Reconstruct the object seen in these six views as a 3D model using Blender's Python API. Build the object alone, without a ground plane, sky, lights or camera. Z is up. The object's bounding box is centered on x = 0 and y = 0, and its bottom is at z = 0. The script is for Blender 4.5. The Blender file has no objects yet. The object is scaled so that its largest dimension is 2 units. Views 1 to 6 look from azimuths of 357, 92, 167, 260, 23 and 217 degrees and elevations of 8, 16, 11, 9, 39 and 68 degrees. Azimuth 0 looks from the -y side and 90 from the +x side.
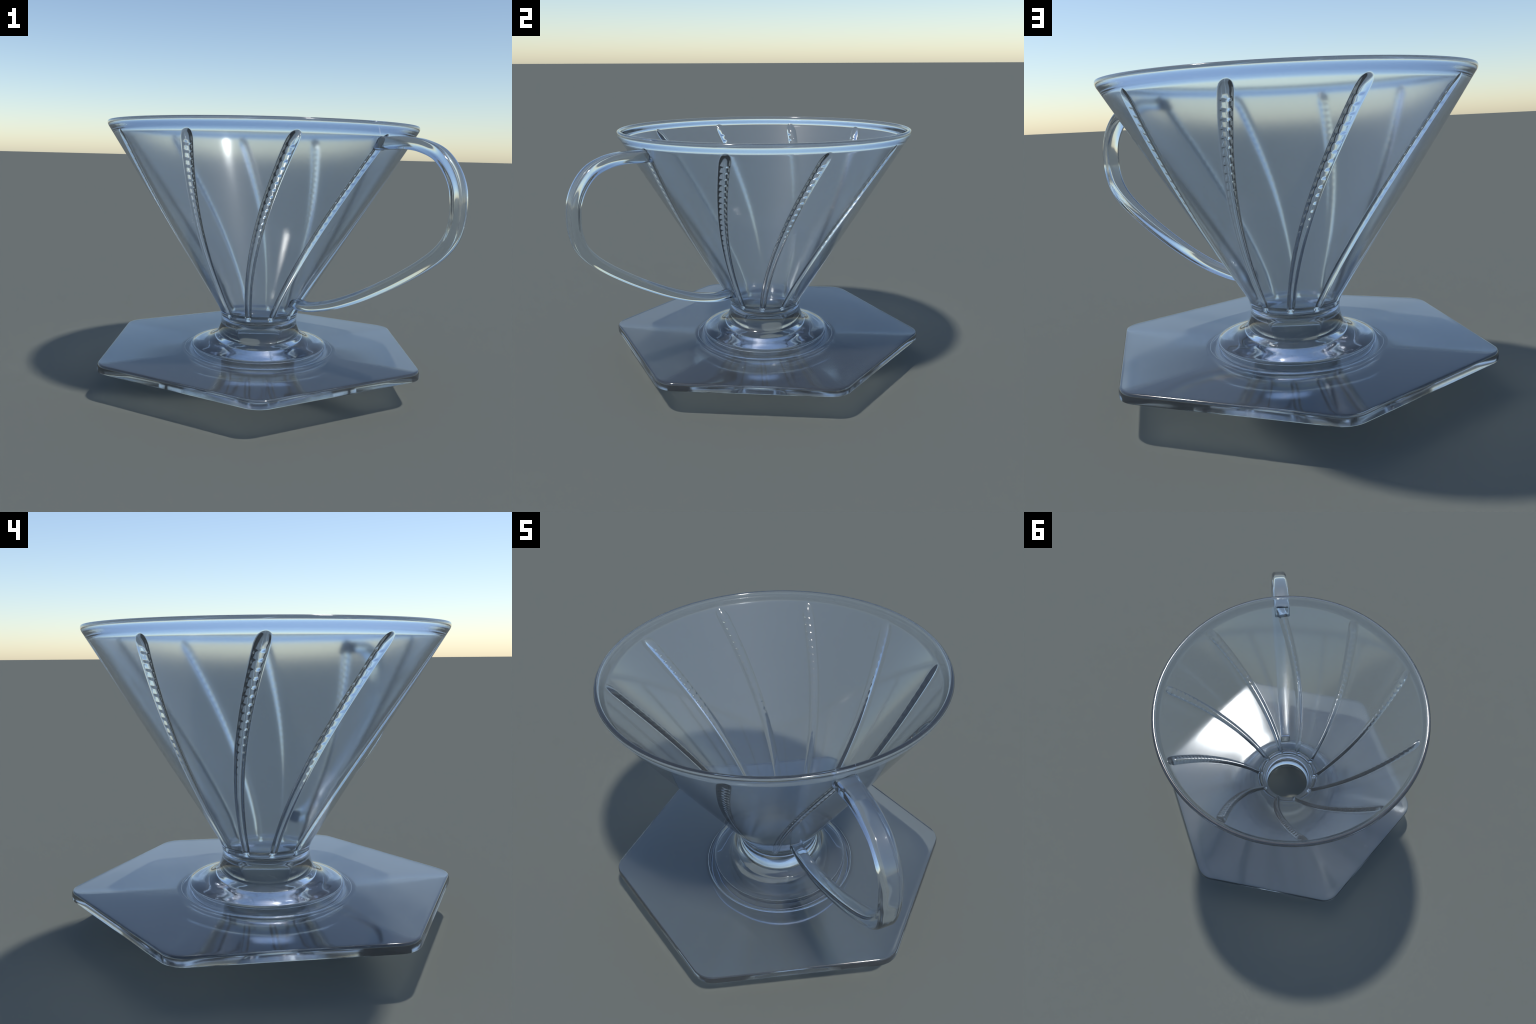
"""Clear glass pour-over coffee dripper: a ribbed cone on a faceted hexagonal foot, with one loop handle.

The body is ONE closed surface of rows (profile stations) x columns (angles); the columns lean with the
spiral ribs so every rib is a clean strip of the grid.  After the build the faces are separated by region
into parts whose borders coincide and which keep the whole body's normals.
"""
import bpy, math
import numpy as np
from mathutils import Vector

TAU = math.tau
ROUGH = 0.08
IOR = 1.6
TRANS = 0.97
TINT = (0.865, 0.93, 0.99)
# ------------------------------------------------------------------ sizes (metres)
RIBS = 10
RIB_COLS, GAP_COLS = 26, 38              # columns across a rib / across the plain wall between two ribs
CONE_R1, CONE_SLOPE = 0.5858, 0.6110     # outer radius at z = 1 and widening per metre of height
WALL_TOP, WALL_FOOT = 0.0295, 0.022      # wall thickness measured level, at the rim and at the neck
TIP_Z, TOP_Z = 0.385, 1.478              # where a rib ends at the neck / under the rim
RIB_TOP, RIB_FOOT = 0.0215, 0.0215         # rib height at the rim and at the neck
STEP = 0.036                             # spacing of the little steps on a rib
HEX_APOTHEM, HEX_CORNER, HEX_TURN = 0.8843, 0.13, math.radians(27.1)


def cone_radius(z):
    return CONE_R1 + CONE_SLOPE * (z - 1.0)


def rib_angle(z):
    """Spiral: angle of a rib's centre line at a height."""
    d = np.clip(z, TIP_Z, 1.53) - 1.0
    return np.radians(14.3 + 24.9 * d - 3.6 * d * d)


def rib_half_width(z):
    t = np.clip((z - TIP_Z) / (TOP_Z - TIP_Z), 0, 1)
    return 0.0195 + 0.0145 * t


def smooth(a, b, x):
    t = np.clip((x - a) / (b - a), 0, 1)
    return t * t * (3 - 2 * t)


def hexagon_radius(angle, inset=0.0):
    """Distance from the axis to a hexagon with rounded corners, in a given direction."""
    a = HEX_APOTHEM - inset
    rho = max(HEX_CORNER - inset * 0.6, 0.02)
    x = (angle - HEX_TURN + math.pi / 6) % (math.pi / 3) - math.pi / 6   # 0 at a corner
    x = np.abs(x)
    centre = (a - rho) / math.cos(math.pi / 6)
    flat = a / np.cos(math.pi / 6 - x)
    arc = centre * np.cos(x) + np.sqrt(np.maximum(rho ** 2 - (centre * np.sin(x)) ** 2, 0))
    touch = math.atan2(rho * 0.5, centre + rho * math.cos(math.pi / 6))
    return np.where(x < touch, arc, flat)


# ------------------------------------------------------------------ columns
cols_rib = []
for k in range(RIBS):
    for i in range(RIB_COLS):
        u = -1 + 2 * i / RIB_COLS
        cols_rib.append((k, u, None))
    for i in range(GAP_COLS):
        cols_rib.append((k, None, i / GAP_COLS))
N = len(cols_rib)
COL_K = np.array([c[0] for c in cols_rib])
COL_IS_RIB = np.array([c[1] is not None for c in cols_rib])
COL_U = np.array([c[1] if c[1] is not None else 2.0 for c in cols_rib])
COL_G = np.array([c[2] if c[2] is not None else 0.0 for c in cols_rib])
SECTOR = TAU / RIBS


def column_angles(z, radius):
    """Angles of all columns on a row: rib strip of given width, then the gap to the next rib."""
    half = rib_half_width(z) * 1.12 / radius
    local = np.where(COL_IS_RIB, COL_U * half, half + COL_G * (SECTOR - 2 * half))
    return rib_angle(z) + COL_K * SECTOR + local


def rib_shape(z):
    """0..1 height of the rib across the columns at a level (rounded upper end, short slope at the neck)."""
    half = rib_half_width(z)
    u = np.where(COL_IS_RIB, COL_U * 1.12, 2.0)
    over = max(0.0, (z - (TOP_Z - half * 1.8)) / (half * 1.8))
    rr = np.sqrt(u * u + over ** 2.2)
    return np.clip(1 - rr ** 2, 0, 1) ** 0.95


def steps(z):
    """Saw-tooth phase -0.5..0.5 of the little stairs on a rib's crest, and their strength."""
    ph = (z / STEP) % 1.0 - 0.5
    return ph, float(smooth(0.70, 1.20, z) * (1 - smooth(1.43, 1.44, z)))


def wall(z):
    return WALL_FOOT + (WALL_TOP - WALL_FOOT) * float(smooth(0.40, 0.62, z))


rows = []   # (radius[N], height[N], angle[N], region)


def ring(r, z, region, ref=None):
    ang = column_angles(max(z if ref is None else ref, TIP_Z), 0.2385 if (z if ref is None else ref) < 0.42 else cone_radius(z))
    rows.append((np.full(N, float(r)), np.full(N, float(z)), ang, region))


def hex_ring(inset, z, region, blend=1.0, ring_r=0.46):
    ang = column_angles(TIP_Z, 0.2385)
    r = hexagon_radius(ang, inset) * blend + ring_r * (1 - blend)
    rows.append((r, np.full(N, float(z)), ang, region))


# ---- skirt outside, foot underside (it sinks toward the skirt, so the foot is a thin wedge)
for r, z in ((0.420, 0.0), (0.4255, 0.002), (0.4275, 0.008), (0.4330, 0.05), (0.4390, 0.0850), (0.4415, 0.0990), (0.4435, 0.1045), (0.4480, 0.1085)):
    ring(r, z, "collar_ring", ref=TIP_Z)
FOOT_EDGE, FOOT_ROOT = 0.1632, 0.1100
for b in (0.02, 0.10, 0.25, 0.45, 0.65, 0.85, 0.96, 0.998):
    hex_ring(0.003, FOOT_ROOT + (FOOT_EDGE - FOOT_ROOT) * b, "base_plate", b)
for d, z in ((0.0015, 0.1636), (0.0006, 0.1650), (0.0004, 0.1680), (0.0002, 0.1750), (0.0, 0.1850), (0.0003, 0.1885)):
    hex_ring(d, z, "base_plate")
for i in range(1, 8):                                # generous rounding of the upper edge
    a = math.radians(90 * i / 7)
    hex_ring(0.0005 + 0.010 * (1 - math.cos(a)), 0.1905 + 0.0188 * math.sin(a), "base_plate")
for b in (0.985, 0.93, 0.8, 0.6, 0.4, 0.2, 0.06):
    hex_ring(0.0105, 0.2096 + 0.0075 * (1 - b), "base_plate", b, ring_r=0.43)
# ---- cushion and neck
NECK = ((0.418, 0.2178), (0.405, 0.2185), (0.398, 0.2210), (0.391, 0.2255), (0.378, 0.2315), (0.358, 0.2375), (0.335, 0.2405), (0.314, 0.2450),
        (0.297, 0.2520), (0.284, 0.2600), (0.2745, 0.2670), (0.2665, 0.2735), (0.2595, 0.2805), (0.2530, 0.2895), (0.2464, 0.3015), (0.2403, 0.3150),
        (0.2350, 0.3300), (0.2312, 0.3450), (0.2292, 0.3600), (0.2285, 0.3750), (0.2285, 0.3850))
for r, z in NECK:
    ring(r, z, "neck", ref=TIP_Z)


def cone_row(z, outside, region="funnel"):
    base = max(cone_radius(z), 0.2285)
    if 0.385 < z < 0.445:                              # soft turn from neck to cone
        t = (z - 0.385) / 0.06
        base = 0.2285 + (cone_radius(0.445) - 0.2285) * t ** 1.7
    ang = column_angles(z, max(base, 0.2385))
    r = np.full(N, base)
    if not outside:
        s = rib_shape(z)
        r = r - wall(z) - (RIB_FOOT + (RIB_TOP - RIB_FOOT) * float(smooth(0.45, 1.2, z))) * s
        ph, strength = steps(z)
        lean = math.radians(24.9 - 7.2 * (z - 1.0))    # how fast the spiral turns per metre
        ang = ang - 0.5 * strength * smooth(0.35, 0.75, s) * lean * STEP * ph
    rows.append((r, np.full(N, float(z)), ang, region))


def cone_heights():
    hs = list(np.arange(0.393, 0.45, 0.0075))
    z = 0.4535
    k = int(math.floor(z / STEP)) + 1
    while k * STEP < 1.445:
        a = k * STEP
        for f in (0.03, 0.25, 0.5, 0.75, 0.97):
            if a + f * STEP < 1.442:
                hs.append(a + f * STEP)
        k += 1
    hs = [h for h in hs if h < 1.4405]
    hs += list(np.linspace(1.4435, 1.482, 14))
    return sorted(hs)


HEIGHTS = cone_heights()
for z in HEIGHTS:
    cone_row(z, True)
# ---- rim
for r, z in ((0.8850, 1.4890), (0.8895, 1.4965), (0.8925, 1.5030), (0.8938, 1.5095), (0.8938, 1.5160), (0.8922, 1.5215), (0.8885, 1.5252),
             (0.8835, 1.5267), (0.8760, 1.5267), (0.8712, 1.5252), (0.8680, 1.5212), (0.8665, 1.5155), (0.8650, 1.5085), (0.8620, 1.5010), (0.8580, 1.4940), (0.8535, 1.4870)):
    ring(r, z, "rim", ref=z)
for z in reversed([h for h in HEIGHTS if h > 0.43]):
    cone_row(z, False)
cone_row(0.425, False, "outlet")
# ---- floor of the cone: the ribs run on over the ledge and stop at the outlet, which they notch
for r, z in ((0.2085, 0.4215), (0.2060, 0.4180), (0.2025, 0.4150), (0.2005, 0.4110), (0.1995, 0.4050), (0.1993, 0.4000), (0.1990, 0.3950), (0.1970, 0.3890), (0.1920, 0.3830),
             (0.1830, 0.3750), (0.1740, 0.3670), (0.1690, 0.3580), (0.1668, 0.3400), (0.1640, 0.3100), (0.1600, 0.2600), (0.1580, 0.2150),
             (0.1585, 0.2075), (0.1605, 0.2025), (0.1650, 0.1975), (0.1760, 0.1880), (0.1880, 0.1780), (0.1980, 0.1700), (0.2060, 0.1660), (0.2160, 0.1650)):
    ring(r, z, "outlet", ref=TIP_Z)
    if z > 0.386:
        rr, zz, aa, g = rows[-1]
        stop = 0.1905 - 0.004 * float(smooth(0.41, 0.425, z)) + 0.0085 * float(smooth(0.405, 0.387, z))
        bump = np.clip(rib_shape(z), 0, 1)
        rows[-1] = (rr + np.minimum(stop - rr, 0) * bump, zz, aa, g)
# ---- flat underside of the cushion and inner face of the skirt
for r, z in ((0.240, 0.1650), (0.290, 0.1650), (0.340, 0.1650), (0.372, 0.1640), (0.3850, 0.1600), (0.3890, 0.1520), (0.3900, 0.1300),
             (0.3900, 0.0900), (0.3900, 0.0300), (0.3900, 0.0080), (0.3915, 0.0020), (0.3965, 0.0), (0.4080, 0.0)):
    ring(r, z, "collar_ring", ref=TIP_Z)

# ------------------------------------------------------------------ one closed surface
M = len(rows)
R = np.array([r for r, z, a, g in rows]); Zc = np.array([z for r, z, a, g in rows]); A = np.array([a for r, z, a, g in rows])
REGION = [g for r, z, a, g in rows]
P = np.stack([R * np.cos(A), R * np.sin(A), Zc], -1)          # M x N x 3
idx = np.arange(M * N).reshape(M, N)
i2, j2 = np.roll(idx, -1, 0), np.roll(idx, -1, 1)
ij2 = np.roll(i2, -1, 1)
QUADS = np.stack([idx, j2, ij2, i2], -1)                      # faces between row m and m+1
whole = bpy.data.meshes.new("whole_body")
whole.from_pydata(P.reshape(-1, 3).tolist(), [], QUADS.reshape(-1, 4).tolist())
whole.update()
NORMALS = np.empty(M * N * 3, np.float32)
whole.vertices.foreach_get("normal", NORMALS)
NORMALS = NORMALS.reshape(-1, 3)
bpy.data.meshes.remove(whole)
# inside, the upright lip shades softly into the leaning wall (only normals, the surface stays straight)
ROW_Z = Zc[:, 0]
out_dir = np.stack([np.cos(A), np.sin(A), 0 * A], -1)
NORMALS = NORMALS.reshape(M, N, 3)
first_rim = REGION.index("rim")
for m in range(M):
    if REGION[m] not in ("funnel", "rim"):
        continue
    if m > first_rim + 11 and ROW_Z[m] > 1.460:        # inner face
        t = 0.76 * float(smooth(1.460, 1.490, ROW_Z[m])) * (1 - rib_shape(ROW_Z[m]))[:, None]
        n = NORMALS[m] * (1 - t) - out_dir[m] * t
        NORMALS[m] = n / np.linalg.norm(n, axis=1)[:, None]
NORMALS = NORMALS.reshape(-1, 3)


# ------------------------------------------------------------------ material
def glass_material(name, tint, roughness):
    m = bpy.data.materials.new(name)
    m.use_nodes = True
    nt = m.node_tree
    p = nt.nodes["Principled BSDF"]
    p.inputs["Transmission Weight"].default_value = TRANS
    p.inputs["IOR"].default_value = IOR
    tc = nt.nodes.new("ShaderNodeTexCoord")
    noise = nt.nodes.new("ShaderNodeTexNoise")
    noise.inputs["Scale"].default_value = 3.0
    ramp = nt.nodes.new("ShaderNodeMapRange")
    ramp.inputs["To Min"].default_value = roughness * 0.96
    ramp.inputs["To Max"].default_value = roughness * 1.04
    nt.links.new(tc.outputs["Object"], noise.inputs["Vector"])
    nt.links.new(noise.outputs["Fac"], ramp.inputs["Value"])
    nt.links.new(ramp.outputs["Result"], p.inputs["Roughness"])
    mix = nt.nodes.new("ShaderNodeMix")
    mix.data_type = "RGBA"
    mix.inputs["A"].default_value = (*tint, 1)
    mix.inputs["B"].default_value = (*[c * 0.995 for c in tint], 1)
    nt.links.new(noise.outputs["Fac"], mix.inputs["Factor"])
    nt.links.new(mix.outputs["Result"], p.inputs["Base Color"])
    return m


GLASS = glass_material("clear_glass", TINT, ROUGH)

# ------------------------------------------------------------------ parts
root = bpy.data.objects.new("coffee_dripper", None)
root["label"] = "clear glass coffee dripper with spiral ribs, handle and hexagonal foot"
root["category"] = "coffee dripper"
bpy.context.scene.collection.objects.link(root)


def link(ob, parent):
    bpy.context.scene.collection.objects.link(ob)
    ob.parent = parent
    return ob


def part_from_faces(name, mask, parent):
    q = QUADS[mask]
    used, inv = np.unique(q, return_inverse=True)
    me = bpy.data.meshes.new(name)
    me.from_pydata(P.reshape(-1, 3)[used].tolist(), [], inv.reshape(-1, 4).tolist())
    me.polygons.foreach_set("use_smooth", np.ones(len(me.polygons), bool))
    me.update()
    me.normals_split_custom_set_from_vertices(NORMALS[used].tolist())
    me.materials.append(GLASS)
    return link(bpy.data.objects.new(name, me), parent)


face_region = np.array(REGION)[:, None].repeat(N, 1)
rib_face = (face_region == "funnel") & COL_IS_RIB[None, :]
funnel = part_from_faces("funnel", (face_region == "funnel") & ~rib_face, root)
for k in range(RIBS):
    part_from_faces("rib", rib_face & (COL_K == k)[None, :], funnel)
part_from_faces("rim", face_region == "rim", funnel)
part_from_faces("neck", face_region == "neck", root)
part_from_faces("outlet", face_region == "outlet", root)
part_from_faces("base_plate", face_region == "base_plate", root)
part_from_faces("collar_ring", face_region == "collar_ring", root)

# ------------------------------------------------------------------ handle: rounded bar swept along a loop
HANDLE_ANGLE = math.radians(-48.0)
# (distance from axis, height, bar depth, bar width)
LOOP = [(0.832, 1.423, 0.064, 0.106), (0.90, 1.4235, 0.063, 0.106), (0.99, 1.424, 0.062, 0.105), (1.075, 1.411, 0.061, 0.104), (1.164, 1.374, 0.060, 0.102), (1.230, 1.306, 0.060, 0.100),
        (1.270, 1.222, 0.060, 0.098), (1.281, 1.130, 0.060, 0.097), (1.277, 1.060, 0.060, 0.096), (1.254, 0.982, 0.061, 0.095), (1.203, 0.912, 0.061, 0.093),
        (1.123, 0.844, 0.060, 0.091), (1.013, 0.770, 0.059, 0.088), (0.887, 0.696, 0.058, 0.085), (0.727, 0.614, 0.057, 0.081), (0.560, 0.547, 0.056, 0.077),
        (0.400, 0.507, 0.055, 0.073), (0.320, 0.506, 0.054, 0.072), (0.262, 0.512, 0.053, 0.071)]


def spline(points, per=8):
    p = np.array(points); out = []
    q = np.vstack([2 * p[0] - p[1], p, 2 * p[-1] - p[-2]])
    for i in range(1, len(q) - 2):
        for t in np.arange(per) / per:
            a, b, c, d = q[i - 1], q[i], q[i + 1], q[i + 2]
            out.append(0.5 * (2 * b + (c - a) * t + (2 * a - 5 * b + 4 * c - d) * t * t + (3 * b - a - 3 * c + d) * t ** 3))
    out.append(p[-1])
    return np.array(out)


def rounded_bar(depth, width, corner, n=7):
    pts = []
    for sx, sy, a0 in ((1, 1, 0), (-1, 1, 90), (-1, -1, 180), (1, -1, 270)):
        for i in range(n):
            a = math.radians(a0 + 90 * i / (n - 1))
            pts.append((sx * (width / 2 - corner) + corner * math.cos(a), sy * (depth / 2 - corner) + corner * math.sin(a)))
    return np.array(pts)


path = spline(LOOP)
tang = np.gradient(path[:, :2], axis=0)
tang /= np.linalg.norm(tang, axis=1)[:, None]
radial = np.array([math.cos(HANDLE_ANGLE), math.sin(HANDLE_ANGLE), 0.0]); side = np.array([-radial[1], radial[0], 0.0]); up = np.array([0, 0, 1.0])
hv, hf = [], []
for n, (r, z, d, w) in enumerate(path):
    tr, tz = tang[n]
    nrm = -tz * radial + tr * up                                  # across the bar, in the loop's plane
    for x, y in rounded_bar(d, w, d * (0.16 + 0.22 * float(smooth(0, 14, min(n, len(path) - 1 - n))))):
        p = r * radial + z * up + x * side + y * nrm
        if n in (0, len(path) - 1):                               # ends cut to lie inside the cone wall
            dist = cone_radius(p[2]) - 0.011
            off = p - (p @ radial) * radial
            p = off + math.sqrt(dist * dist - x * x) * radial
        hv.append(p)
K = len(rounded_bar(0.06, 0.1, 0.02))
for n in range(len(path) - 1):
    for k in range(K):
        a, b = n * K + k, n * K + (k + 1) % K
        hf.append((a, b, b + K, a + K))
hf.append(tuple(reversed(range(K))))
hf.append(tuple(range((len(path) - 1) * K, len(path) * K)))
hm = bpy.data.meshes.new("handle")
hm.from_pydata([tuple(v) for v in hv], [], hf)
hm.update()
hm.polygons.foreach_set("use_smooth", [len(p.vertices) == 4 for p in hm.polygons])
hm.materials.append(GLASS)
handle = link(bpy.data.objects.new("handle", hm), root)
bpy.context.view_layer.update()
